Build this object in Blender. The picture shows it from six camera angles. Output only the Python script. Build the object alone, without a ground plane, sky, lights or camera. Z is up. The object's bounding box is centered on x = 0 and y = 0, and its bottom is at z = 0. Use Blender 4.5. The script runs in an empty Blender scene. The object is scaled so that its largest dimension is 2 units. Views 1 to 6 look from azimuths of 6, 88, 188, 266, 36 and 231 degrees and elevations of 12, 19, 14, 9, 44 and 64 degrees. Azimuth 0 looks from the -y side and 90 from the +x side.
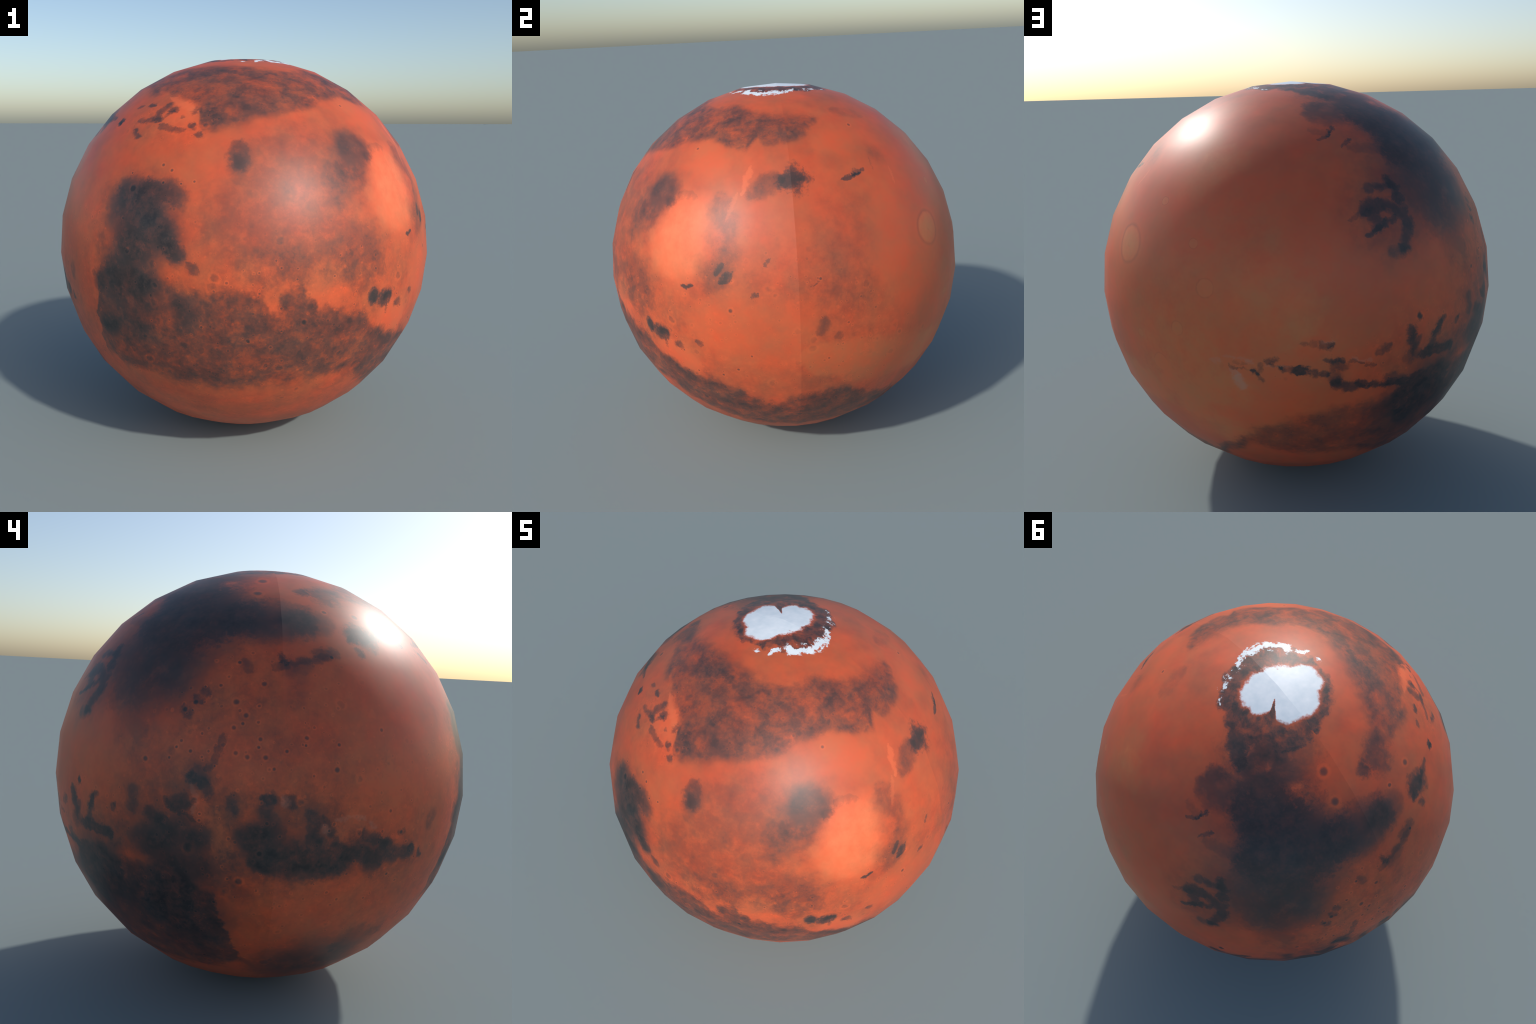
"""Globe of a rust-red desert planet: a 32 x 16 smooth-shaded sphere made of two
unwelded halves, with one procedural surface material whose albedo regions are
described by longitude / latitude (0 E on -x, 90 E on -y, north up)."""
import bpy, bmesh, math
from mathutils import Vector, Matrix

SEGMENTS, RINGS, RADIUS = 32, 16, 1.0
POLAR_RINGS = 2          # face rings that carry the polar ice
CENTRE = Vector((0.0, 0.0, 1.0))


def direction(lon, lat):
    lo, la = math.radians(lon), math.radians(lat)
    return Vector((-math.cos(lo) * math.cos(la), -math.sin(lo) * math.cos(la), math.sin(la)))


# ---------------------------------------------------------------- node helpers
class Graph:
    def __init__(self, material):
        self.tree = material.node_tree
        self.nodes, self.links = self.tree.nodes, self.tree.links

    def put(self, socket, value):
        if isinstance(value, bpy.types.NodeSocket):
            self.links.new(value, socket)
        else:
            socket.default_value = value

    def math(self, op, a, b=None, c=None):
        n = self.nodes.new("ShaderNodeMath")
        n.operation = op
        for i, v in enumerate((a, b, c)):
            if v is not None:
                self.put(n.inputs[i], v)
        return n.outputs[0]

    def add(self, a, b):
        if isinstance(a, float) and isinstance(b, float):
            return a + b
        if isinstance(a, float) and a == 0.0:
            return b
        if isinstance(b, float) and b == 0.0:
            return a
        return self.math("ADD", a, b)

    def mul(self, a, b):
        if isinstance(a, float) and isinstance(b, float):
            return a * b
        if (isinstance(a, float) and a == 0.0) or (isinstance(b, float) and b == 0.0):
            return 0.0
        return self.math("MULTIPLY", a, b)

    def limit(self, a, low, high):
        return self.math("MINIMUM", self.math("MAXIMUM", a, low), high)

    def vmath(self, op, a, b=None, scale=None):
        n = self.nodes.new("ShaderNodeVectorMath")
        n.operation = op
        self.put(n.inputs[0], a)
        if b is not None:
            self.put(n.inputs[1], b)
        if scale is not None:
            self.put(n.inputs["Scale"], scale)
        return n.outputs["Value"] if op in ("LENGTH", "DISTANCE", "DOT_PRODUCT") else n.outputs[0]

    def step(self, value, edge0, edge1, low=0.0, high=1.0):
        """Smoothstep of value from edge0 (low) to edge1 (high)."""
        n = self.nodes.new("ShaderNodeMapRange")
        n.interpolation_type, n.clamp = "SMOOTHSTEP", False
        self.put(n.inputs[0], value)
        for i, v, usual in ((1, edge0, 0.0), (2, edge1, 1.0), (3, low, 0.0), (4, high, 1.0)):
            if v != usual:
                self.put(n.inputs[i], v)
        return n.outputs[0]

    def noise(self, vector, scale, detail=4.0, rough=0.55, colour=False, distortion=0.0):
        n = self.nodes.new("ShaderNodeTexNoise")
        self.put(n.inputs["Vector"], vector)
        n.inputs["Scale"].default_value = scale
        n.inputs["Detail"].default_value = detail
        n.inputs["Roughness"].default_value = rough
        if distortion:
            n.inputs["Distortion"].default_value = distortion
        return n.outputs["Color" if colour else "Fac"]

    def curve(self, x, points, smooth=False):
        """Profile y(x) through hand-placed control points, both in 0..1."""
        n = self.nodes.new("ShaderNodeFloatCurve")
        c = n.mapping.curves[0]
        pts = sorted(points)
        while len(c.points) < len(pts):
            c.points.new(0.5, 0.5)
        for p, (px, py) in zip(c.points, pts):
            p.location = (px, py)
            p.handle_type = "AUTO_CLAMPED" if smooth else "VECTOR"
        n.mapping.update()
        self.put(n.inputs["Value"], x)
        return n.outputs[0]

    def ramp(self, fac, stops, interpolation="LINEAR"):
        n = self.nodes.new("ShaderNodeValToRGB")
        n.color_ramp.interpolation = interpolation
        e = n.color_ramp.elements
        while len(e) < len(stops):
            e.new(0.5)
        for el, (pos, col) in zip(e, stops):
            el.position = pos
        for el, (pos, col) in zip(e, stops):
            el.color = (*col, 1.0) if len(col) == 3 else col
        self.put(n.inputs[0], fac)
        return n.outputs[0]

    def mix(self, fac, a, b, blend="MIX"):
        n = self.nodes.new("ShaderNodeMix")
        n.data_type, n.blend_type = "RGBA", blend
        self.put(n.inputs["Factor"], fac)
        for name, v in (("A", a), ("B", b)):
            s = [i for i in n.inputs if i.name == name and i.type == "RGBA"][0]
            self.put(s, v if isinstance(v, bpy.types.NodeSocket) else (*v, 1.0))
        return [o for o in n.outputs if o.type == "RGBA"][0]


# ---------------------------------------------------------------- albedo map
# each region: name, longitude, latitude, half length, half width (degrees), bearing from east, strength
def albedo_regions(dark, bright, tan, red, mottle, dusk, streak, pale_streak, shield, crater):
    # --- dark
    dusk("tyrrhena_west", 65.6, -6.8, 12.6, 10.4, -37, 0.04)
    dark("libya", 81.4, -6.4, 3.7, 2.7, -6, 0.06)
    dark("libya_spot", 84.1, 4.0, 2.0, 1.0, -49, 0.30)
    dark("pit_west", 55.7, -2.0, 2.4, 2.2, -79, 0.42)
    dark("pit_west_b", 56.8, -14.1, 2.4, 3.4, -63, 0.35)
    dark("ismenius_e", 69.5, 46.3, 1.4, 1.0, -10, 0.42)
    dark("ismenius_f", 57.0, 48.5, 1.4, 0.8, 4, 0.42)
    dark("ismenius_g", 50.1, 47.9, 1.3, 0.7, 17, 0.30)
    dark("ismenius_h", 82.1, 38.1, 1.1, 0.9, 18, 0.42)
    dark("ismenius_i", 74.3, 43.8, 0.8, 0.7, 0, 0.30)
    dark("ismenius_j", 79.0, 45.8, 1.2, 1.3, 11, 0.42)
    dark("ismenius_k", 79.3, 40.7, 1.0, 0.9, 56, 0.51)
    dark("ismenius_l", 44.3, 41.8, 1.1, 1.4, 89, 0.77)
    dark("ismenius_m", 27.8, 43.0, 2.8, 4.2, 40, 0.42)
    dark("nepenthes", 95.4, 32.3, 4.2, 2.4, 90, 0.34)
    dusk("nepenthes_tail", 94.9, 28.6, 3.9, 1.4, 84, 0.08)
    dark("elysium_west_a", 133.1, 34.2, 5.7, 3.3, -3, 0.15)
    dusk("elysium_west_b", 131.0, 30.0, 7.5, 5.5, 70, 0.20)
    dusk("elysium_west_c", 123.2, 24.5, 5.6, 3.0, 80, 0.15)
    dark("elysium_edge", 137.6, 31.3, 1.5, 1.5, 80, 0.20)
    dark("elysium_link", 144.4, 34.0, 3.4, 1.0, -2, 0.15)
    dusk("elysium_east", 156.3, 21.5, 12.4, 4.5, 85, 0.19)
    dark("cerberus_a", 158.4, 14.8, 2.0, 0.8, 49, 0.30)
    dark("cerberus_b", 160.4, 12.5, 2.5, 0.9, 42, 0.42)
    dark("cerberus_c", 148.6, 9.4, 2.2, 0.6, 3, 0.51)
    dark("cerberus_d", 168.1, 8.1, 1.2, 0.5, 14, 0.30)
    dark("cerberus_e", 171.9, 16.9, 1.1, 0.5, 36, 0.26)
    dark("lowland_pit", 132.8, -5.6, 2.0, 1.5, -87, 0.68)
    dark("lowland_pit_b", 137.9, -6.5, 1.9, 2.3, -63, 0.72)
    dark("lowland_pit_tail", 138.7, -9.8, 1.8, 0.4, 89, 0.30)
    dark("pit_a", 143.6, -9.3, 1.2, 1.3, -58, 0.42)
    dark("pit_b", 150.9, -7.3, 1.4, 0.7, -24, 0.30)
    dark("propontis", 181.5, 38.6, 3.6, 3.3, -4, 0.64)
    dusk("propontis_west", 171.1, 37.2, 5.3, 2.2, 36, 0.28)
    dark("arcadia_a", 201.3, 38.0, 3.3, 0.6, 12, 0.47)
    dark("arcadia_b", 203.8, 38.8, 1.6, 0.9, 15, 0.38)
    dark("arcadia_c", 206.5, 39.4, 0.9, 0.5, 13, 0.34)
    dusk("arcadia_d", 216.1, 43.3, 2.6, 2.4, -31, 0.12)
    dusk("vastitas_streak", 221.0, 60.1, 5.5, 1.8, -29, 0.10)
    dark("sirenum_streak", 184.4, 10.6, 1.6, 0.2, 34, 0.26)
    dark("memnonia", 186.1, -1.3, 3.1, 1.3, 71, 0.21)
    dark("memnonia_b", 190.5, -4.5, 1.1, 0.8, 43, 0.19)
    dusk("nilo_halo", 301.8, 28.9, 10.8, 8.0, 43, 0.16)
    dusk("tempe_e", 302.7, 45.7, 5.4, 1.3, -9, 0.13)
    dark("erythraeum", 311.4, -21.4, 8.0, 9.1, 38, 0.22, soft=True)
    dark("noachis_b", 335.3, -28.8, 12.5, 8.9, -1, 0.18, soft=True)
    dark("oxia_crater", 338.8, 2.2, 2.6, 1.6, 10, 0.42)
    dark("hellespontus", 14.0, -44.7, 10.9, 9.1, -9, 0.50, soft=True)
    dusk("hellespontus_b", 28.2, -34.6, 6.5, 3.9, 19, 0.21)
    dark("lyot_plain", 22.2, 58.9, 4.0, 4.3, -11, 0.36)
    dark("lyot_plain_b", 11.3, 59.4, 1.9, 1.7, -51, 0.30)
    dark("neck_west", 292.5, 70.6, 5.1, 2.1, -49, 0.47)
    dusk("arabia_dusk_b", 356.8, 15.1, 16.9, 9.0, -25, 0.05)
    dusk("chryse_dusk", 324.4, 14.9, 5.4, 5.0, -29, 0.15)
    dusk("isidis_dusk", 88.8, 17.0, 6.6, 7.5, 18, 0.06)
    dusk("hesperia", 103.5, 4.4, 8.0, 4.4, -6, 0.09)
    dusk("aeolis", 126.7, 4.2, 7.7, 6.3, 9, 0.15)
    # --- bright
    bright("elysium_bright", 145.2, 22.5, 9.8, 7.4, 84, 0.72, soft=True)
    bright("elysium_heart", 145.7, 23.6, 5.0, 5.0, 83, 0.35, soft=True)
    red("arcadia_bright", 147.8, 45.0, 6.9, 4.1, -18, 0.60, soft=True)
    bright("phlegra", 164.8, 39.0, 4.9, 0.7, 81, 0.30)
    bright("phlegra_b", 160.8, 31.4, 4.1, 0.6, 73, 0.18)
    red("orange_lane", 202.8, 49.9, 8.4, 3.3, 18, 0.50, soft=True)
    red("memnonia_orange", 166.5, -2.0, 16.8, 7.8, -4, 0.50, soft=True)
    red("amazonis_lane", 208.9, 20.6, 13.0, 4.9, 76, 0.50, soft=True)
    bright("utopia_rim", 72.7, 48.6, 6.6, 1.0, -30, 0.30)
    bright("utopia_inner", 73.6, 44.6, 5.0, 3.4, 2, 0.20, soft=True)
    bright("meridiani_lane", 346.0, -3.6, 6.0, 3.3, -67, 0.35, soft=True)
    bright("round_basin", 16.0, -2.6, 3.2, 2.5, 3, 0.30, soft=True)
    bright("lane_b", 104.7, -8.7, 3.1, 1.8, -64, 0.22)
    bright("lane_c", 118.0, -1.5, 4.7, 5.2, -46, 0.20, soft=True)
    bright("lane_d", 142.6, -12.6, 6.7, 3.9, -23, 0.25, soft=True)
    red("thaumasia", 273.3, -14.2, 4.9, 3.0, 3, 0.40, soft=True)
    # --- tan
    tan("tharsis", 254, 2, 28, 22, 0, 0.6, soft=True)
    tan("daedalia", 207.3, -16.4, 26.9, 4.4, -11, 0.55, soft=True)
    tan("solis", 256.8, -30.1, 3.5, 3.1, 22, 0.6, soft=True)
    tan("solis_b", 249.6, -22.9, 5.5, 2.2, -23, 0.35, soft=True)
    tan("tharsis_north", 252.9, 42.8, 5.7, 3.8, 1, 0.45, soft=True)
    tan("tharsis_mid", 271.5, 9.4, 11.4, 5.2, -40, 0.35, soft=True)
    # --- craters
    crater(63.2, 26.9, 0.32)
    crater(73.2, 29.4, 0.47)
    crater(76.3, 28.0, 0.46)
    crater(79.8, 24.5, 0.30)
    crater(74.4, 24.7, 0.37)
    crater(83.4, 25.2, 0.36)
    crater(65.2, 22.8, 0.95)
    crater(139.8, 48.4, 0.50)
    crater(213.6, 54.8, 0.55)
    crater(161.5, 3.7, 0.68)
    crater(145.6, -10.5, 0.34)
    crater(148.6, -17.6, 0.38)
    crater(157.0, -17.4, 0.43)
    crater(162.0, -14.9, 0.46)
    crater(166.5, -9.7, 0.38)
    crater(185.9, 11.9, 0.43)
    crater(348.8, 33.6, 0.45)
    crater(349.2, 24.3, 0.72)
    crater(351.7, 21.5, 0.57)
    crater(351.1, 19.7, 0.40)
    crater(349.2, 18.7, 0.51)
    crater(355.2, 16.6, 0.42)
    crater(354.9, 14.9, 0.39)
    crater(350.1, 13.4, 0.51)
    crater(352.6, 12.7, 0.56)
    crater(340.1, 13.1, 0.43)
    crater(336.8, 13.7, 0.38)
    crater(337.7, 15.1, 0.38)
    crater(329.4, 10.5, 0.60)
    crater(335.4, 11.3, 0.35)
    crater(344.9, 28.0, 0.41)
    crater(337.4, 21.9, 0.58)
    crater(339.6, 23.7, 0.58)
    crater(355.4, 28.9, 0.61)
    crater(355.2, 16.6, 0.48)
    crater(356.5, 12.8, 0.56)
    crater(1.0, 14.3, 0.42)
    crater(5.4, 17.3, 0.51)
    crater(5.2, 15.7, 0.34)
    crater(12.8, 16.0, 0.43)
    crater(358.4, 10.5, 0.39)
    crater(12.1, 10.7, 0.63)
    crater(13.7, 36.4, 0.46)
    crater(350.8, 65.3, 0.77)
    crater(29.6, 50.2, 0.88)
    crater(16.9, 50.9, 0.43)
    crater(44.7, 41.4, 0.91)
    crater(351.3, 65.0, 1.21)
    crater(356.2, -7.7, 0.63)
    crater(26.0, 1.5, 0.46)
    crater(28.0, -13.8, 0.41)
    crater(30.0, -3.7, 0.50)
    crater(111.9, -9.8, 0.68)
    crater(97.7, -14.6, 0.55)
    crater(352.0, -14.6, 0.83)
    crater(307.2, 2.8, 0.75)
    crater(307.7, 2.5, 0.60)
    crater(16.5, 51.0, 0.58)
    crater(350.5, 57.1, 1.10)
    crater(187.8, -11.4, 0.39)
    crater(24.2, 19.3, 0.48)
    dusk("isidis_plain", 110, 17, 17, 12, 0, 0.10)
    dusk("utopia_plain", 115, 32, 16, 8, 0, 0.10)
    dusk("hesperia_plain", 120, 8, 16, 8, 0, 0.06)
    dusk("amazonis_plain", 197, 18, 9, 16, 0, 0.08)
    dusk("syrtis_foot", 66, -6, 9, 11, 0, 0.05)
    dusk("meridiani_foot", 5.0, -10, 11, 3.0, -3, 0.30)
    bright("pyrrha_lane", 323.6, -17.2, 6.1, 2.1, -47, 0.25, soft=True)
    shield(226.0, 18.7, 4.7)
    shield(254.8, 11.5, 2.2)
    shield(247.1, 1.0, 1.7)
    tan("shield_flank", 244.1, -14.5, 4.5, 4.0, -47, 0.5, soft=True)
    tan("tharsis_foot", 247, -10, 12, 10, -41, 0.4, soft=True)
    dusk("meridian_light", 0, 17, 22, 14, 0, -0.04)
    dark("ridge_shadow", 211.8, 40.7, 2.3, 0.3, -88, 0.12)
    bright("ridge", 218.4, 36.3, 3.0, 0.4, 74, 0.2)
    tan("arcadia_dust", 246, 41, 5, 8, 0, 0.4, soft=True)
    dark("utopia_dark", 77.9, 65.1, 10.6, 5.0, -8, 0.13, soft=True)
    dark("utopia_corner", 89.5, 45.5, 6.0, 4.7, -9, 0.14, soft=True)
    dark("utopia_rim", 103.9, 48.1, 5.9, 2.8, -11, 0.14, soft=True)
    dark("vastitas_spot", 164.3, 52.3, 2.6, 0.7, 68, 0.16)
    dusk("vastitas_dark", 151.2, 62.3, 6.5, 2.6, -43, 0.14)
    dusk("shield_lee", 235.1, 13.2, 6.8, 4.8, 75, 0.07)
    bright("sea_island", 296, 61.5, 2.6, 1.2, 30, 0.45, soft=True)
    bright("sea_island", 316, 62, 2.4, 1.2, -20, 0.40, soft=True)
    bright("sea_island", 334, 63.5, 2.4, 1.0, 10, 0.35, soft=True)
    bright("neck_streak", 318, 70, 3.0, 0.6, 80, 0.35, soft=True)
    bright("neck_streak", 334, 72, 2.6, 0.5, 80, 0.30, soft=True)
    bright("neck_streak", 301, 71, 2.4, 0.6, 70, 0.35, soft=True)
    dusk("syrtis_haze", 68, 12, 9.5, 12, 0, 0.26)
    dusk("margaritifer_haze", 335, -13, 15, 12, -20, 0.24)
    dusk("meridiani_haze", 2, -4.5, 16, 7, 0, 0.22)
    dusk("sabaeus_haze", 22, -9, 14, 3.5, -5, 0.12)
    dusk("aurorae_haze", 312, -14, 10, 8, 20, 0.20)
    dusk("oxia_haze", 338, 4, 9, 6, 0, 0.12)
    dusk("canyon_haze", 288, -9, 12, 4, -9, 0.05)
    dusk("tharsis_light", 252, 2, 36, 34, 0, -0.14)
    dusk("arabia_light", 36, 14, 16, 16, 0, -0.07)
    dusk("chryse_light", 318, 10, 14, 8, 0, -0.03)
    dark("sea_middle", 330, 49, 12.5, 8.0, 0, 0.52, soft=True)
    dark("sea_south", 324.5, 35.5, 9.0, 13.0, 0, 0.50, soft=True)
    dark("sea_north", 318, 57, 8.0, 5.0, 0, 0.40, soft=True)
    dark("sea_arm", 355, 47, 10.0, 5.0, -3, 0.46, soft=True)
    dark("sea_arm_tip", 9, 46.5, 6.0, 3.2, 0, 0.26, soft=True)
    dark("sea_horn", 296, 59, 7.0, 3.2, -18, 0.40, soft=True)
    dusk("sea_haze", 327, 42, 17, 18, 0, 0.12)
    dark("neck", 318, 69, 9.5, 8.5, 0, 0.40, soft=True)
    dark("neck_core", 313, 67, 4.0, 7.0, 0, 0.18, soft=True)
    dusk("bosporos_light", 278, -28, 16, 8, 0, -0.10)
    tan("daedalia_mottle", 230, -20, 10, 6, 0, 0.5, soft=True)
    tan("syria_mottle", 258, -14, 7, 4, 10, 0.45, soft=True)
    tan("solis_mottle", 252, -26, 9, 5, -15, 0.45, soft=True)
    shield(240.0, -9.5, 2.3)
    shield(233.5, -3.0, 1.1)
    shield(250.5, 21.5, 1.2)
    shield(237.0, 31.0, 1.1)
    streak("nilo", 0.41, .8, (304.8, 36.5), (306.3, 35.0), (306.6, 32.9), (306.9, 30.5))
    streak("nilo", 0.32, .6, (296.5, 34.3), (299.8, 34.4), (303.8, 34.6), (305.5, 34.3))
    streak("nilo", 0.45, .9, (294.6, 28.9), (296.6, 29.7), (299.3, 30.8), (300.0, 29.1))
    streak("nilo", 0.41, .9, (296.3, 28.5), (298.3, 27.4), (299.0, 25.7), (298.2, 24.2))
    streak("nilo", 0.36, .45, (297.5, 24.3), (299.9, 24.7), (301.0, 26.2))
    streak("nilo", 0.41, .35, (294.7, 22.9), (296.3, 23.6), (297.8, 23.8))
    streak("nilo", 0.41, .85, (300.5, 30.7), (303.4, 29.5), (305.8, 27.9), (307.7, 26.1), (308.0, 24.5))
    streak("nilo", 0.41, .95, (307.5, 24.5), (306.0, 22.5), (305.0, 20.4), (304.9, 18.6))
    streak("nilo", 0.27, .8, (305.0, 18.9), (302.5, 18.3), (300.8, 18.8))
    streak("nilo", 0.31, .45, (304.6, 27.1), (303.3, 25.6), (301.1, 26.5))
    streak("nilo", 0.20, .3, (293.4, 28.7), (291.7, 27.2), (290.9, 26.7))
    streak("nilo", 0.20, .4, (305.3, 32.0), (306.6, 29.8), (309.1, 28.3))
    streak("tempe", 0.32, .3, (292.5, 53.6), (291.0, 51.7), (289.9, 49.9))
    streak("tempe", 0.29, .25, (285.6, 48.5), (290.1, 50.4), (294.0, 53.1))
    streak("tempe", 0.32, .32, (293.4, 46.1), (298.4, 49.2))
    streak("tempe", 0.13, .7, (282.9, 52.2), (287.8, 51.4), (290.3, 50.8))
    streak("labyrinth", 0.38, .32, (260.6, -6.6), (262.5, -7.5), (264.1, -7.0))
    streak("labyrinth", 0.23, .25, (261.4, -5.2), (262.9, -6.1), (264.9, -5.5))
    streak("labyrinth", 0.47, .5, (269.2, -5.0), (270.7, -4.9), (272.2, -4.5))
    streak("labyrinth", 0.38, .45, (265.7, -7.6), (267.2, -8.2), (268.0, -9.5), (268.6, -10.6))
    streak("labyrinth", 0.38, .45, (267.9, -5.7), (268.0, -7.4), (267.5, -8.5))
    streak("labyrinth", 0.23, .28, (264.1, -7.5), (266.6, -7.7), (267.5, -8.3))
    streak("canyon", 0.36, .28, (270.1, -5.8), (271.9, -6.2), (273.4, -6.7))
    streak("canyon", 0.47, .5, (272.8, -6.7), (274.9, -7.1), (278.4, -8.0))
    streak("canyon", 0.49, .5, (276.1, -7.4), (277.9, -7.6), (280.0, -7.9), (282.1, -8.2), (284.0, -8.7))
    streak("canyon", 0.34, .32, (276.1, -6.9), (280.0, -7.0))
    streak("canyon", 0.32, .45, (277.6, -0.2), (278.9, -0.6), (280.9, -1.0))
    streak("canyon", 0.49, .55, (281.8, -1.0), (283.3, -1.3), (285.1, -1.2))
    streak("canyon", 0.27, .32, (283.3, -2.4), (285.1, -2.2))
    streak("canyon", 0.40, .42, (283.3, -4.9), (284.8, -5.0), (286.4, -5.4), (288.2, -5.3))
    streak("canyon", 0.40, .7, (284.9, -6.0), (286.4, -6.8), (288.3, -7.2))
    streak("canyon", 0.31, .25, (288.9, -5.7), (290.8, -6.1), (292.4, -6.7))
    streak("canyon", 0.27, .28, (292.5, -7.6), (293.8, -7.1), (295.5, -7.7))
    streak("canyon", 0.34, 1.0, (284.9, -8.8), (286.3, -11.1))
    streak("canyon", 0.50, .85, (285.0, -11.3), (286.9, -12.1), (289.3, -12.9), (291.2, -12.9))
    streak("canyon", 0.47, .55, (290.8, -11.7), (293.9, -12.3), (296.8, -13.5), (299.8, -13.7))
    streak("canyon", 0.38, .32, (291.3, -13.1), (295.4, -13.6))
    streak("canyon", 0.47, .65, (299.0, -13.4), (302.0, -13.7), (305.4, -14.4), (308.6, -15.3))
    streak("aurorae", 0.41, 1.4, (308.1, -15.1), (311.1, -14.4), (314.1, -13.4), (316.6, -13.0))
    streak("aurorae", 0.36, .6, (296.0, -4.7), (297.6, -4.0), (299.3, -3.1))
    streak("channel", 0.32, .8, (304.5, -3.6), (305.1, -1.7), (304.8, 0.3))
    streak("channel", 0.43, .6, (307.2, 3.1), (307.0, 2.1))
    streak("channel", 0.38, .45, (311.9, -2.9), (313.1, -1.2), (314.5, 0.2), (315.4, 1.1))
    streak("channel", 0.23, .5, (305.4, -5.2), (307.3, -4.2), (307.5, -2.2))
    streak("channel", 0.34, .8, (309.4, -7.5), (312.5, -6.9), (316.6, -7.7), (319.9, -7.6))
    streak("channel", 0.25, .8, (304.6, -8.5), (304.7, -5.7))
    streak("channel", 0.23, .3, (321.0, -0.8), (321.8, 0.0))
    streak("xanthe", 0.32, .8, (304.3, 0.8), (305.2, -1.4), (305.7, -4.0), (306.1, -6.3), (308.0, -7.6))
    streak("xanthe", 0.36, .65, (313.7, 0.2), (312.9, -1.6), (312.4, -4.0), (310.9, -6.3))
    streak("xanthe", 0.32, .65, (308.0, -7.6), (312.6, -7.3), (315.9, -7.6), (320.2, -8.0))
    streak("xanthe", 0.25, .45, (321.3, -0.4), (320.7, -2.1))
    streak("oxia", 0.31, .9, (326.7, 3.7), (326.6, 1.6), (327.3, -1.0))
    streak("oxia", 0.31, .8, (330.6, -0.5), (332.7, -1.5), (335.4, -2.6))
    streak("oxia", 0.23, .35, (334.9, 3.0), (336.3, 1.1), (337.9, 0.1), (340.5, -0.5), (342.4, -1.7))
    streak("oxia", 0.32, .7, (339.9, 7.9), (342.5, 7.0), (344.7, 5.8), (344.5, 3.7))
    streak("oxia", 0.34, 1.4, (340.8, 8.6), (343.7, 7.4))
    streak("oxia", 0.27, .45, (347.2, 17.0), (346.5, 14.9), (345.9, 12.9), (345.7, 10.9), (343.8, 9.6))
    streak("margaritifer", 0.31, 1.9, (328.2, -7.5), (332.0, -5.9), (335.1, -4.5))
    streak("margaritifer", 0.32, 1.8, (337.4, -4.2), (340.6, -4.4), (343.6, -4.6))
    streak("margaritifer", 0.31, 2.0, (332.5, -8.7), (335.9, -10.1), (339.1, -12.2), (340.2, -14.8))
    streak("margaritifer", 0.25, 1.6, (341.8, -6.1), (343.3, -9.0), (344.5, -12.1), (345.4, -14.7))
    streak("margaritifer", 0.25, 2.2, (335.3, -13.5), (336.5, -17.9), (338.2, -21.4))
    streak("margaritifer", 0.18, 2.6, (328.7, -19.6), (330.2, -23.2), (332.9, -26.8), (338.6, -27.7))
    streak("pyrrha", 0.31, .9, (298.4, -11.3), (304.7, -14.1), (310.6, -14.1), (315.0, -15.1))
    streak("pyrrha", 0.31, 1.3, (304.0, -16.6), (305.0, -21.0), (305.8, -24.9), (309.6, -28.5))
    streak("meridiani", 0.38, 1.6, (355.7, -4.2), (357.7, -2.6), (359.0, -1.7))
    streak("meridiani", 0.34, .9, (357.2, 0.9), (357.4, 2.9), (358.4, 4.4))
    streak("meridiani", 0.31, .5, (355.8, 4.6), (359.0, 3.6))
    streak("meridiani", 0.32, .6, (1.8, 4.8), (3.1, 2.8))
    streak("meridiani", 0.40, .85, (6.4, 1.7), (7.1, -0.3), (7.6, -2.7), (8.1, -5.1))
    streak("meridiani", 0.25, 1.9, (355.3, -7.3), (358.7, -6.5), (2.6, -7.0), (6.4, -7.0))
    streak("meridiani", 0.22, 1.1, (355.4, -9.8), (359.9, -10.3), (5.9, -10.5), (11.9, -11.0))
    streak("meridiani", 0.23, .5, (8.8, 0.6), (10.8, -0.9), (12.0, -4.0), (13.1, -5.9))
    streak("sabaeus", 0.47, 1.0, (12.0, -7.1), (14.7, -7.5), (18.1, -8.0), (22.2, -8.7), (26.5, -8.8), (30.7, -8.6), (34.6, -8.8))
    streak("sabaeus", 0.29, 1.2, (18.5, -6.1), (22.1, -6.4), (25.6, -6.7))
    streak("sabaeus", 0.38, .7, (19.1, -3.0), (20.6, -4.1), (23.7, -4.9), (27.6, -6.6))
    streak("sabaeus", 0.36, .9, (20.7, -10.2), (22.3, -11.0), (24.5, -10.6))
    streak("sabaeus", 0.41, .5, (37.3, -8.9), (38.3, -10.6))
    streak("sabaeus", 0.38, .45, (33.6, -7.1), (34.9, -8.2))
    streak("sabaeus", 0.23, .9, (41.1, -0.0), (40.3, -1.9), (40.0, -3.2))
    streak("sabaeus", 0.25, .4, (28.6, -3.5), (31.3, -3.6))
    streak("meridiani", 0.32, .7, (349.7, 4.7), (350.1, 2.5), (350.8, 0.8))
    streak("meridiani", 0.34, 1.4, (352.4, -3.2), (354.8, -6.1), (357.0, -3.5))
    streak("boreo", 0.31, .9, (9.0, 36.7), (12.4, 37.6), (15.7, 37.4))
    streak("boreo", 0.23, 1.2, (0.5, 33.0), (3.4, 33.5), (7.1, 34.4))
    streak("boreo", 0.38, .5, (359.1, 36.5), (0.2, 35.1), (0.9, 34.2))
    streak("boreo", 0.14, 1.3, (3.3, 32.1), (3.8, 28.2), (2.7, 23.7))
    streak("boreo", 0.36, 1.1, (21.4, 43.4), (24.9, 43.2), (29.0, 42.7))
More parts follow.
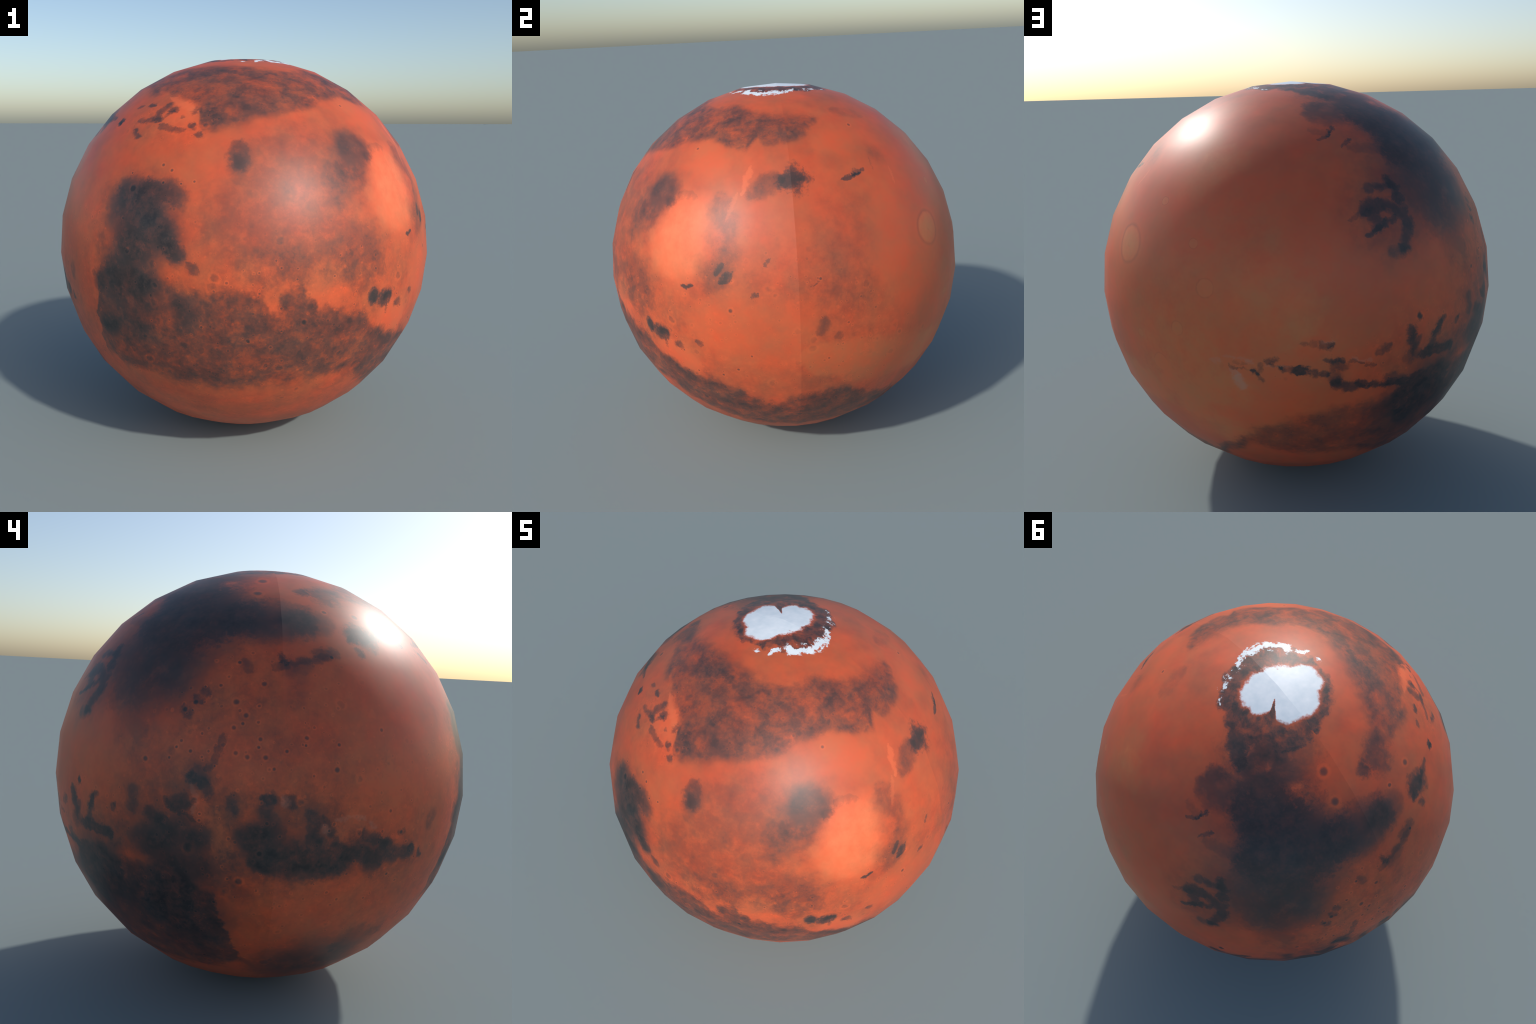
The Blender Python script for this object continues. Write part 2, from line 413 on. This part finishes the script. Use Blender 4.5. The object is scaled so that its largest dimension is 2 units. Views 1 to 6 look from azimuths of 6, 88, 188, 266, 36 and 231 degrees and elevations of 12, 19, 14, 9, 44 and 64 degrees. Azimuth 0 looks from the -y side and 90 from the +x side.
    streak("boreo", 0.36, .6, (22.8, 39.4), (23.7, 38.2), (24.1, 37.1))
    streak("sea_fringe", 0.31, .6, (340.4, 26.9), (342.4, 25.8))
    streak("sea_fringe", 0.31, .6, (338.8, 24.9), (340.8, 23.5))
    streak("sea_fringe", 0.31, .6, (337.1, 22.0), (338.4, 20.6))
    streak("sea_fringe", 0.20, .7, (349.3, 34.2), (352.4, 31.5))
    streak("syrtis", 0.41, 2.0, (62.3, 23.0), (65.9, 21.9), (69.4, 21.1))
    streak("syrtis", 0.41, 1.5, (69.9, 22.4), (74.1, 22.9), (78.2, 22.7), (79.5, 20.6))
    streak("syrtis", 0.38, 2.8, (61.5, 18.4), (64.0, 15.4), (66.3, 11.9), (68.3, 8.3))
    streak("syrtis", 0.41, 2.8, (69.0, 19.5), (71.9, 16.6), (74.5, 13.1), (76.8, 10.2))
    streak("syrtis", 0.18, 1.5, (70.0, 18.3), (73.6, 14.8), (77.4, 11.1))
    streak("syrtis", 0.47, 1.2, (76.8, 10.0), (79.6, 7.4), (80.6, 6.3))
    streak("syrtis", 0.24, 2.4, (65.0, 9.0), (68.4, 6.3), (70.7, 3.4), (71.4, 0.3))
    streak("syrtis", 0.22, 1.5, (58.0, 1.9), (61.8, 4.3))
    streak("tyrrhena", 0.11, 2.4, (61.5, -2.9), (67.3, -4.0), (72.6, -4.0))
    streak("tyrrhena", 0.10, 2.0, (59.1, -10.2), (65.1, -11.9))
    streak("tyrrhena", 0.11, 1.5, (80.0, -5.2), (82.6, -6.3), (80.3, -9.9))
    streak("maria", 0.08, 1.4, (97.6, -4.5), (100.0, -7.2), (100.7, -11.2))
    streak("maria", 0.16, .6, (114.0, -4.0), (113.9, -8.0))
    streak("maria", 0.10, .8, (106.6, -2.3), (107.0, -6.1))
    streak("maria", 0.10, 1.0, (117.2, -7.0), (119.1, -10.6), (122.6, -14.0))
    streak("maria", 0.10, .9, (124.3, -10.7), (128.3, -9.9), (130.9, -13.3))
    streak("maria", 0.08, 1.3, (103.8, -18.4), (109.0, -19.1), (113.6, -17.3))
    streak("maria", 0.10, .8, (135.7, -15.8), (140.2, -19.3))
    streak("maria", 0.11, .9, (137.4, -15.7), (141.1, -18.7), (145.8, -21.2), (152.3, -22.5), (158.6, -23.3))
    streak("maria", 0.08, .8, (142.9, -29.2), (149.5, -30.0), (157.9, -31.7))
    streak("ismenius", 0.36, .75, (66.3, 48.4), (64.4, 47.0), (63.9, 44.7), (63.9, 42.5))
    streak("ismenius", 0.34, .55, (66.4, 41.2), (70.2, 40.0), (73.7, 39.6), (76.9, 39.6))
    streak("ismenius", 0.31, .5, (54.8, 42.1), (58.4, 42.5), (62.4, 42.9))
    streak("ismenius", 0.36, .5, (56.0, 39.5), (58.1, 37.9), (60.7, 37.5))
    streak("deutero", 0.34, .6, (37.3, 43.4), (30.9, 43.2), (24.7, 42.8), (21.1, 41.8))
    streak("deutero", 0.27, .4, (69.6, 46.2), (67.2, 43.3), (63.0, 42.3))
    streak("deutero", 0.20, .6, (14.3, 36.7), (7.9, 35.1), (1.7, 34.1), (357.0, 32.5))
    pale_streak("rim", 0.20, .25, (282.1, -0.1), (285.7, -0.5))
    pale_streak("rim", 0.20, .25, (289.2, -5.1), (291.4, -5.7), (295.4, -6.3))
    pale_streak("rim", 0.18, .25, (259.2, -4.4), (262.4, -4.7), (266.8, -4.7))
    pale_streak("rim", 0.20, .22, (268.8, -5.9), (271.3, -6.3), (274.9, -6.4))
    pale_streak("frost", 0.41, .7, (262.0, -9.0), (262.8, -10.7), (263.4, -12.5))
    pale_streak("frost", 0.27, .4, (260.8, -7.8), (262.7, -8.5))
    pale_streak("frost", 0.20, .45, (255.6, -5.9), (258.7, -5.5))
    pale_streak("frost", 0.18, .3, (264.3, -4.9), (266.7, -5.8))
    pale_streak("speck", 0.23, .5, (9.2, -1.2), (10.6, -2.4))
    pale_streak("speck", 0.23, .5, (0.4, 4.3), (1.6, 3.4))
    pale_streak("curved_ridge", 0.16, 0.3, (12.2, -0.2), (16.0, 0.8), (20.0, -0.2), (22.5, -2.6))
    pale_streak("curved_ridge", 0.14, 0.3, (340.5, 6.5), (342.5, 3.0), (341.5, 0.0))
    # --- cratered, grainy ground
    mottle("meridian_highland", 356, 12, 26, 19, 0, 0.85)
    mottle("highland_edge", 345, 25, 12, 8, 60, 0.6)
    mottle("margin_chaos", 312, -4, 14, 10, 0, 0.5)
    mottle("meridian_maria", 5, -6, 30, 9, 0, 0.6)
    mottle("ismenius_fret", 68, 43, 14, 6, 0, 0.6)
    mottle("syrtis_ground", 68, 2, 12, 22, 0, 0.35)
    mottle("cimmeria_margin", 115, -4, 28, 8, 0, 0.5)
    mottle("labyrinth", 266, -8, 9, 5, 0, 0.8)
    mottle("canyon_belt", 288, -8, 16, 7, -8, 0.4)
    mottle("sirenum", 205, -14, 24, 8, -8, 0.5)
    mottle("far_south", 110, -45, 70, 20, 0, 0.6)
    mottle("noachis_ground", 335, -30, 20, 14, 0, 0.5)


# ---------------------------------------------------------------- surface material
def surface_material(points):
    """Material for one patch of the globe; `points` are unit directions sampled
    on the patch, used to leave out regions that do not reach it."""
    mat = bpy.data.materials.new("planet_surface")
    mat.use_nodes = True
    g = Graph(mat)
    g.nodes.clear()
    output = g.nodes.new("ShaderNodeOutputMaterial")
    bsdf = g.nodes.new("ShaderNodeBsdfPrincipled")
    g.links.new(bsdf.outputs[0], output.inputs[0])
    lats = [math.degrees(math.asin(max(-1.0, min(1.0, p.z)))) for p in points]
    lowest, highest = min(lats), max(lats)

    # unit direction from the globe's centre, longitude 0..1, latitude in degrees
    coords = g.nodes.new("ShaderNodeTexCoord").outputs["Object"]
    n = g.vmath("NORMALIZE", g.vmath("SUBTRACT", coords, tuple(CENTRE)))
    # ragged edges: wide wobble for big regions, fine wobble for small ones
    w1 = g.vmath("SUBTRACT", g.noise(n, 7.0, 3.0, 0.6, colour=True), (0.5, 0.5, 0.5))
    w2 = g.vmath("SUBTRACT", g.noise(n, 24.0, 4.0, 0.7, colour=True), (0.5, 0.5, 0.5))
    fine = g.vmath("ADD", n, g.vmath("SCALE", w2, scale=0.055))
    wide = g.vmath("ADD", fine, g.vmath("SCALE", w1, scale=0.11))

    def lon_lat(v):
        s = g.nodes.new("ShaderNodeSeparateXYZ")
        g.put(s.inputs[0], v)
        a = g.math("ARCTAN2", g.mul(s.outputs[1], -1.0), g.mul(s.outputs[0], -1.0))
        lon = g.math("FRACT", g.add(g.mul(a, 1.0 / (2 * math.pi)), 1.0))
        lat = g.mul(g.math("ARCSINE", g.math("MINIMUM", g.math("MAXIMUM", s.outputs[2], -1.0), 1.0)), 180.0 / math.pi)
        return lon, lat
    lon, lat = lon_lat(fine)
    lon_w, lat_w = lon_lat(wide)
    if highest > 55.0:
        lon, lat = lon_lat(g.vmath("ADD", n, g.vmath("SCALE", w2, scale=0.011)))

    # ---- grain, and the noise that eats into the borders of dark patches
    g0 = g.math("SUBTRACT", g.noise(n, 3.2, 3.0, 0.5), 0.5)
    g1 = g.math("SUBTRACT", g.noise(n, 13.0, 5.0, 0.62), 0.5)
    g2 = g.math("SUBTRACT", g.noise(n, 46.0, 4.0, 0.7, distortion=0.4), 0.5)

    bite = g.add(g1, g2)

    def profile(x, pairs, low=-90.0, high=90.0):
        """Value between low and high as a function of longitude in degrees."""
        pts = [(p[0] / 360.0, (p[1] - low) / (high - low)) for p in pairs]
        return g.add(g.mul(g.curve(x, pts), high - low), low)

    sums = {"dark": 0.0, "bright": 0.0, "tan": 0.0, "red": 0.0, "mottle": 0.0, "dusk": 0.0, "pale": 0.0}

    def region(channel, lon0, lat0, length, width, bearing, weight, soft):
        c = direction(lon0, lat0)
        east = Vector((math.sin(math.radians(lon0)), -math.cos(math.radians(lon0)), 0.0))
        north = c.cross(east)
        b = math.radians(bearing)
        along = east * math.cos(b) + north * math.sin(b)
        across = c.cross(along)
        # ellipse by its two foci: the summed distance to them is constant on the outline
        long, short = (length, width) if length >= width else (width, length)
        axis = along if length >= width else across
        focal = math.sqrt(long * long - short * short)
        edge = 0.92 if soft else 0.7
        outer = math.radians(2.0 * math.sqrt(focal ** 2 + (short * (1.0 + edge)) ** 2))
        inner = math.radians(2.0 * math.sqrt(focal ** 2 + (short * (1.0 - edge)) ** 2))
        foci = [(c + axis * math.tan(math.radians(f))).normalized() for f in (focal, -focal)]
        if min((p - foci[0]).length + (p - foci[1]).length for p in points) > outer + 0.16:
            return
        v = wide if short > 2.6 else fine
        total = g.vmath("DISTANCE", v, tuple(foci[0]))
        if channel == "dark":
            total = g.math("MULTIPLY_ADD", bite, (outer - inner) * (1.0 if soft else 1.6), total)
        total = g.add(total, g.vmath("DISTANCE", v, tuple(foci[1])))
        sums[channel] = g.add(sums[channel], g.step(total, outer, inner, 0.0, weight))

    def channel_function(channel, soft_default=False):
        def place(name, lon0, lat0, length, width, bearing, weight, soft=soft_default):
            region(channel, lon0, lat0, length, width, bearing, weight, soft)
        return place

    def streak_function(channel):
        def place(name, weight, width, *stops):
            """Wandering band `width` degrees to either side of the line through the (lon, lat) stops."""
            nearest = None
            for (lon_a, lat_a), (lon_b, lat_b) in zip(stops, stops[1:]):
                a, b = direction(lon_a, lat_a), direction(lon_b, lat_b)
                focal = math.degrees(a.angle(b)) / 2.0
                outer = math.radians(2.0 * math.sqrt(focal ** 2 + (width * 2.7) ** 2))
                inner = math.radians(2.0 * math.sqrt(focal ** 2 + (width * 0.35) ** 2))
                if min((p - a).length + (p - b).length for p in points) > outer + 0.11:
                    continue
                total = g.add(g.vmath("DISTANCE", fine, tuple(a)), g.vmath("DISTANCE", fine, tuple(b)))
                near = g.math("MULTIPLY_ADD", total, 1.0 / (outer - inner), -inner / (outer - inner))
                nearest = near if nearest is None else g.math("MINIMUM", nearest, near)
            if nearest is not None:
                nearest = g.math("MULTIPLY_ADD", bite, 1.3, nearest)
                sums[channel] = g.add(sums[channel], g.step(nearest, 1.0, 0.0, 0.0, weight))
        return place

    crater_field = [9.0]

    def crater(lon0, lat0, radius):
        c = direction(lon0, lat0)
        if min((p - c).length for p in points) > 0.16:
            return
        d = g.mul(g.vmath("DISTANCE", n, tuple(c)), 1.0 / math.radians(radius))
        crater_field[0] = g.math("MINIMUM", crater_field[0], d)

    shield_field = [9.0]

    def shield(lon0, lat0, radius):
        c = direction(lon0, lat0)
        if min((p - c).length for p in points) > 0.25:
            return
        v = g.vmath("ADD", n, g.vmath("SCALE", w2, scale=0.012))
        d = g.mul(g.vmath("DISTANCE", v, tuple(c)), 1.0 / math.radians(radius))
        shield_field[0] = g.math("MINIMUM", shield_field[0], d)

    albedo_regions(channel_function("dark"), channel_function("bright"), channel_function("tan"),
                   channel_function("red"), channel_function("mottle", True), channel_function("dusk", True),
                   streak_function("dark"), streak_function("pale"), shield, crater)

    # ---- wide belts, bounded by latitude profiles over longitude
    def belt(lower, upper, softness_low, softness_up, x=lon_w, y=lat_w):
        if min(p[1] for p in lower) - 8 > highest or max(p[1] for p in upper) + 8 < lowest:
            return 0.0
        a = g.step(g.math("SUBTRACT", y, profile(x, lower)), -softness_low, softness_low)
        b = g.step(g.math("SUBTRACT", profile(x, upper), y), -softness_up, softness_up)
        return g.mul(a, b)

    plains = belt(NORTH_PLAINS_LOWER, NORTH_PLAINS_UPPER, 2.0, 3.2, lon, lat)
    maria = belt(SOUTH_MARIA_LOWER, SOUTH_MARIA_UPPER, 3.0, 2.2)

    # ---- darkness
    d = g.add(sums["dark"], g.mul(maria, 0.35))
    d = g.add(d, g.mul(plains, g.add(0.29, g.mul(g1, 0.3))))
    polar = highest > 55.0
    if polar:
        streak_vec = g.nodes.new("ShaderNodeCombineXYZ")
        g.put(streak_vec.inputs[0], g.mul(g.add(lon, g.mul(lat, 0.0022)), 26.0))
        g.put(streak_vec.inputs[1], g.mul(lat, 0.30))
        streak = g.math("SUBTRACT", g.noise(streak_vec.outputs[0], 1.0, 4.0, 0.65), 0.5)
        colat = g.math("SUBTRACT", 90.0, lat)
        cap_edge = profile(lon, CAP_EDGE, 0.0, 20.0)
        ice = g.step(g.math("SUBTRACT", cap_edge, colat), -0.55, 0.65)
        ring_edge = profile(lon, DARK_RING_EDGE, 0.0, 30.0)
        ring = g.step(g.add(g.math("SUBTRACT", ring_edge, colat), g.mul(streak, 5.0)), -1.2, 1.4)
        ring = g.mul(ring, g.step(g.math("SUBTRACT", colat, cap_edge), -0.1, 1.8))
        polar_vec = g.vmath("MULTIPLY", n, (1.0, 1.0, 0.2))
        arc_noise = g.noise(polar_vec, 21.0, 4.0, 0.7)
        arc_off = g.math("ABSOLUTE", g.math("SUBTRACT", colat, profile(lon, OUTER_ICE_CENTRE, 0.0, 20.0)))
        arc = g.math("SUBTRACT", profile(lon, OUTER_ICE_AMOUNT, 0.0, 1.0), g.mul(arc_off, 0.20))
        outer_ice = g.step(g.add(arc, g.mul(g.math("SUBTRACT", arc_noise, 0.5), 2.3)), 0.40, 0.56)
        outer_ice = g.mul(outer_ice, g.step(arc_off, 2.7, 1.4))
        d = g.math("MAXIMUM", d, g.mul(ring, g.add(0.48, g.mul(streak, 0.9))))
        d = g.mul(d, g.add(1.0, g.mul(streak, g.step(lat, 56.0, 68.0, 0.0, 1.6))))
        d = g.add(d, g.mul(streak, g.mul(plains, 0.30)))
    d = g.math("MINIMUM", g.add(d, sums["dusk"]), 0.68)
    d = g.math("SUBTRACT", d, g.mul(sums["bright"], 0.30))
    mot = g.math("MINIMUM", g.add(g.add(sums["mottle"], g.mul(plains, 0.45)), g.mul(maria, 0.5)), 1.0)
    # noise bites deepest where a tone is half way: fractal borders
    d = g.math("MULTIPLY_ADD", g.mul(bite, 0.38), d, d)
    half = g.mul(d, g.math("SUBTRACT", 1.0, d))
    d = g.add(d, g.mul(half, g.add(g.mul(g1, 1.5), g.mul(g2, 0.7))))
    d = g.add(d, g.mul(g0, 0.30))
    d = g.add(d, g.mul(g1, g.add(0.20, g.mul(mot, 0.25))))
    d = g.add(d, g.mul(g2, g.add(0.07, g.mul(mot, 0.28))))
    if sums["mottle"] != 0.0 or maria != 0.0:       # swarms of small craters
        for size, strength in ((15.0, 0.6), (44.0, 0.8)):
            cells = g.nodes.new("ShaderNodeTexVoronoi")
            g.put(cells.inputs["Vector"], g.vmath("ADD", n, g.vmath("SCALE", w2, scale=0.45 / size)))
            cells.inputs["Scale"].default_value = size
            lot = g.nodes.new("ShaderNodeSeparateColor")
            g.put(lot.inputs[0], cells.outputs["Color"])
            reach = g.math("MULTIPLY_ADD", lot.outputs[1], 0.28, 0.10)
            swarm = g.ramp(g.mul(g.math("DIVIDE", cells.outputs["Distance"], reach), 0.5),
                           [(0.0, (0.74,) * 3), (0.28, (0.70,) * 3), (0.45, (0.30,) * 3), (0.56, (0.34,) * 3), (0.75, (0.5,) * 3)])
            depth = g.mul(g.step(lot.outputs[0], 0.45, 1.0), g.mul(mot, strength))
            d = g.math("MULTIPLY_ADD", g.math("SUBTRACT", swarm, 0.5), depth, d)
    if crater_field[0] != 9.0:      # dark floor, pale rim
        pit = g.ramp(g.mul(crater_field[0], 0.4), [(0.0, (0.95,) * 3), (0.22, (0.9,) * 3), (0.42, (0.42,) * 3),
                                                  (0.52, (0.38,) * 3), (0.75, (0.5,) * 3)])
        d = g.add(d, g.mul(g.math("SUBTRACT", pit, 0.5), 0.72))
    if shield_field[0] != 9.0:      # volcano: pale flank, darker foot and summit pit
        foot = g.ramp(g.mul(shield_field[0], 0.6), [(0.0, (0.56,) * 3), (0.10, (0.58,) * 3), (0.15, (0.42,) * 3),
                                                   (0.30, (0.48,) * 3), (0.50, (0.42,) * 3), (0.61, (0.62,) * 3),
                                                   (0.72, (0.47,) * 3), (0.9, (0.5,) * 3)])
        d = g.add(d, g.mul(g.math("SUBTRACT", foot, 0.5), 1.0))
        sums["tan"] = g.add(sums["tan"], g.step(shield_field[0], 1.05, 0.8, 0.0, 0.75))
    d = g.limit(g.add(d, BASE_DARKNESS), 0.0, 1.0)

    colour = g.ramp(d, SURFACE_TONES)
    for channel, tone, reach in (("bright", BRIGHT_DUST, 0.5), ("tan", TAN_DUST, 0.6), ("red", RED_DUST, 0.6),
                                 ("pale", PALE_FROST, 0.9)):
        if sums[channel] != 0.0:
            patchy = g.math("MULTIPLY_ADD", g.add(g1, g.mul(g2, 0.5)), 1.6, 0.8)
            amount = g.limit(g.mul(sums[channel], patchy), 0.0, 0.9)
            colour = g.mix(g.mul(amount, g.step(d, reach, 0.15)), colour, tone)
    shift = g.nodes.new("ShaderNodeSeparateXYZ")        # slow drift between redder and browner dust
    g.put(shift.inputs[0], w1)
    hue = g.ramp(g.add(g.mul(shift.outputs[0], 1.8), 0.5), [(0.1, (1.10, 0.90, 0.84)), (0.9, (0.90, 1.10, 1.14))])
    colour = g.mix(1.0, colour, hue, "MULTIPLY")
    if polar:
        frost = g.mix(g.noise(polar_vec, 22.0, 4.0, 0.6), ICE_SHADE, ICE_WHITE)
        colour = g.mix(g.math("MAXIMUM", ice, outer_ice), colour, frost)
    g.put(bsdf.inputs["Base Color"], colour)
    bsdf.inputs["Roughness"].default_value = ROUGHNESS
    bsdf.inputs["Specular IOR Level"].default_value = 0.5
    return mat


ROUGHNESS = 0.46
BASE_DARKNESS = 0.14
SURFACE_TONES = [(0.00, (0.690, 0.120, 0.041)), (0.15, (0.540, 0.099, 0.038)), (0.30, (0.345, 0.076, 0.037)),
                 (0.50, (0.178, 0.058, 0.040)), (0.68, (0.096, 0.045, 0.038)), (0.84, (0.054, 0.037, 0.034)),
                 (1.00, (0.028, 0.023, 0.024))]
BRIGHT_DUST = (0.88, 0.195, 0.076)
TAN_DUST = (0.70, 0.180, 0.060)
PALE_FROST = (0.50, 0.33, 0.25)
RED_DUST = (0.70, 0.130, 0.045)
ICE_SHADE, ICE_WHITE = (0.62, 0.72, 0.78), (0.93, 0.95, 0.97)

# belt borders as (longitude, latitude) control points
NORTH_PLAINS_LOWER = [(0, 68), (5, 68), (20, 64), (35, 57), (50, 53), (59, 53), (73, 50.5), (80, 47.5), (82, 40), (87, 39.5),
                      (91, 41), (105, 44.5), (125, 47.5), (130, 51), (145, 52), (155, 50), (163, 48.5), (167, 53),
                      (170, 50.5), (180, 51), (188, 53), (193, 56), (200, 60), (210, 64), (360, 68)]
NORTH_PLAINS_UPPER = [(0, 55), (20, 60), (35, 65), (49, 67), (61, 69), (86, 68), (104, 68), (119, 65), (144, 66), (155, 64),
                      (170, 62), (185, 61), (198, 60), (206, 58), (214, 56), (360, 55)]
SOUTH_MARIA_UPPER = [(0, -50), (43, -50), (49, -30), (53, -8), (56, 2), (60, 5), (77, 0), (83, -2), (88, -3), (95, -1), (101, -3),
                     (104, -7), (107, -3), (111, 0), (115, -7), (118, -6), (125, -9), (131, -10),
                     (135, -15), (142, -17), (153, -21), (160, -22), (164, -27), (172, -30), (180, -26), (194, -24),
                     (203, -30), (213, -33), (220, -36), (236, -41), (244, -44), (258, -32), (265, -26), (272, -22),
                     (282, -20), (300, -18), (310, -14), (335, -14), (346, -19), (352, -40), (360, -50)]
SOUTH_MARIA_LOWER = [(0, -48), (43, -44), (49, -26), (53, -22), (57, -29), (68, -26), (74, -29), (89, -31), (102, -29), (121, -28),
                     (132, -29), (145, -38), (160, -45), (180, -48), (196, -46), (211, -43), (225, -47), (243, -50),
                     (262, -34), (275, -38), (293, -38), (320, -50), (340, -48), (352, -42), (360, -48)]
# polar outlines as (longitude, distance from the pole in degrees)
CAP_EDGE = [(0, 10.8), (17, 11.8), (32, 11), (48, 10.2), (63, 12), (77, 11.2), (88, 10.8), (100, 9), (113, 7), (142, 6),
            (176, 6), (198, 7), (210, 7.2), (229, 8.2), (243, 9.2), (254, 10), (262, 9.8), (276, 9.4), (281, 10), (292, 9.2),
            (300, 8.6), (308, 7.4), (311, 4.6), (315, 4.2), (318, 6.0), (321, 9.2), (326, 9.8), (341, 10.8), (360, 10.8)]
DARK_RING_EDGE = [(0, 15.5), (9, 15), (29, 14), (55, 14), (64, 14), (84, 12.5), (100, 12.5), (127, 13), (165, 13),
                  (186, 13), (204, 13), (223, 14), (241, 15), (261, 15.5), (285, 18), (340, 18), (351, 17), (360, 15.5)]
OUTER_ICE_CENTRE = [(0, 16), (90, 14.5), (107, 15.5), (115, 12.8), (125, 12.6), (140, 13.5), (158, 13.8), (182, 13.8),
                    (194, 13), (214, 13), (228, 13.5), (240, 15), (255, 15), (360, 16)]
OUTER_ICE_AMOUNT = [(0, 0), (85, 0), (92, 0.40), (105, 0.45), (118, 0.62), (130, 0.66), (165, 0.74), (190, 0.68), (200, 0.46),
                    (225, 0.50), (240, 0.46), (258, 0.40), (266, 0), (360, 0)]


# ---------------------------------------------------------------- geometry
def half_globe_faces(start, count):
    """Vertices and faces of one half of the sphere: `count` segments from `start`."""
    verts, index, faces = [], {}, []

    def vertex(seg, ring):
        key = ("pole", ring) if ring in (0, RINGS) else (seg, ring)
        if key not in index:
            theta, phi = math.pi * ring / RINGS, 2 * math.pi * seg / SEGMENTS
            verts.append(CENTRE + RADIUS * Vector((math.sin(theta) * math.cos(phi),
                                                   math.sin(theta) * math.sin(phi), math.cos(theta))))
            index[key] = len(verts) - 1
        return index[key]

    for seg in range(start, start + count):
        for ring in range(RINGS):
            loop = [vertex(seg, ring), vertex(seg, ring + 1), vertex(seg + 1, ring + 1), vertex(seg + 1, ring)]
            faces.append((ring, seg, list(dict.fromkeys(loop))))
    return verts, faces


def build():
    globe = bpy.data.objects.new("planet_globe", None)
    globe.empty_display_size = 0.2
    globe["label"] = "rust-red desert planet globe with dark plains and white polar ice"
    globe["category"] = "planet globe"
    bpy.context.collection.objects.link(globe)
    materials = {}

    def zone(ring, seg):
        """Patch of the globe a face belongs to: polar disc, or 45 degree sector of a latitude zone."""
        if ring < POLAR_RINGS:
            return ("polar", 0)
        return (("north", "middle", "south")[(ring >= 6) + (ring >= 10)], (seg % SEGMENTS) // 4)

    def zone_points(name, sector):
        top, bottom = {"polar": (0, 2), "north": (2, 6), "middle": (6, 10), "south": (10, 16)}[name]
        segs = range(0, SEGMENTS * 2) if name == "polar" else range(sector * 8, sector * 8 + 9)
        for half_ring in range(top * 2, bottom * 2 + 1):
            theta = math.pi * half_ring / (2 * RINGS)
            for s in segs:
                phi = math.pi * s / SEGMENTS
                yield Vector((math.sin(theta) * math.cos(phi), math.sin(theta) * math.sin(phi), math.cos(theta)))

    def zone_material(key):
        if key not in materials:
            materials[key] = surface_material(list(zone_points(*key)))
        return materials[key]

    def add_part(name, verts, normals, faces):
        used = sorted({i for _, _, f in faces for i in f})
        remap = {v: k for k, v in enumerate(used)}
        mesh = bpy.data.meshes.new(name)
        mesh.from_pydata([verts[i] for i in used], [], [[remap[i] for i in f] for _, _, f in faces])
        mesh.polygons.foreach_set("use_smooth", [True] * len(mesh.polygons))
        mesh.normals_split_custom_set_from_vertices([normals[i] for i in used])
        slots = {}
        for polygon, (ring, seg, _) in zip(mesh.polygons, faces):
            key = zone(ring, seg)
            if key not in slots:
                slots[key] = len(slots)
                mesh.materials.append(zone_material(key))
            polygon.material_index = slots[key]
        obj = bpy.data.objects.new(name, mesh)
        obj.parent = globe
        bpy.context.collection.objects.link(obj)
        return obj

    cap_verts, cap_normals, cap_faces = [], [], []
    for start in (0, SEGMENTS // 2):
        verts, faces = half_globe_faces(start, SEGMENTS // 2)
        whole = bpy.data.meshes.new("half_for_normals")
        whole.from_pydata(verts, [], [f for _, _, f in faces])
        whole.polygons.foreach_set("use_smooth", [True] * len(whole.polygons))
        normals = [v.vector.copy() for v in whole.vertex_normals]   # each half on its own: a faint seam shows
        bpy.data.meshes.remove(whole)
        add_part("hemisphere", verts, normals, [f for f in faces if f[0] >= POLAR_RINGS])
        offset = len(cap_verts)
        cap_verts += verts
        cap_normals += normals
        cap_faces += [(ring, seg, [i + offset for i in f]) for ring, seg, f in faces if ring < POLAR_RINGS]
    add_part("polar_ice_cap", cap_verts, cap_normals, cap_faces)


build()
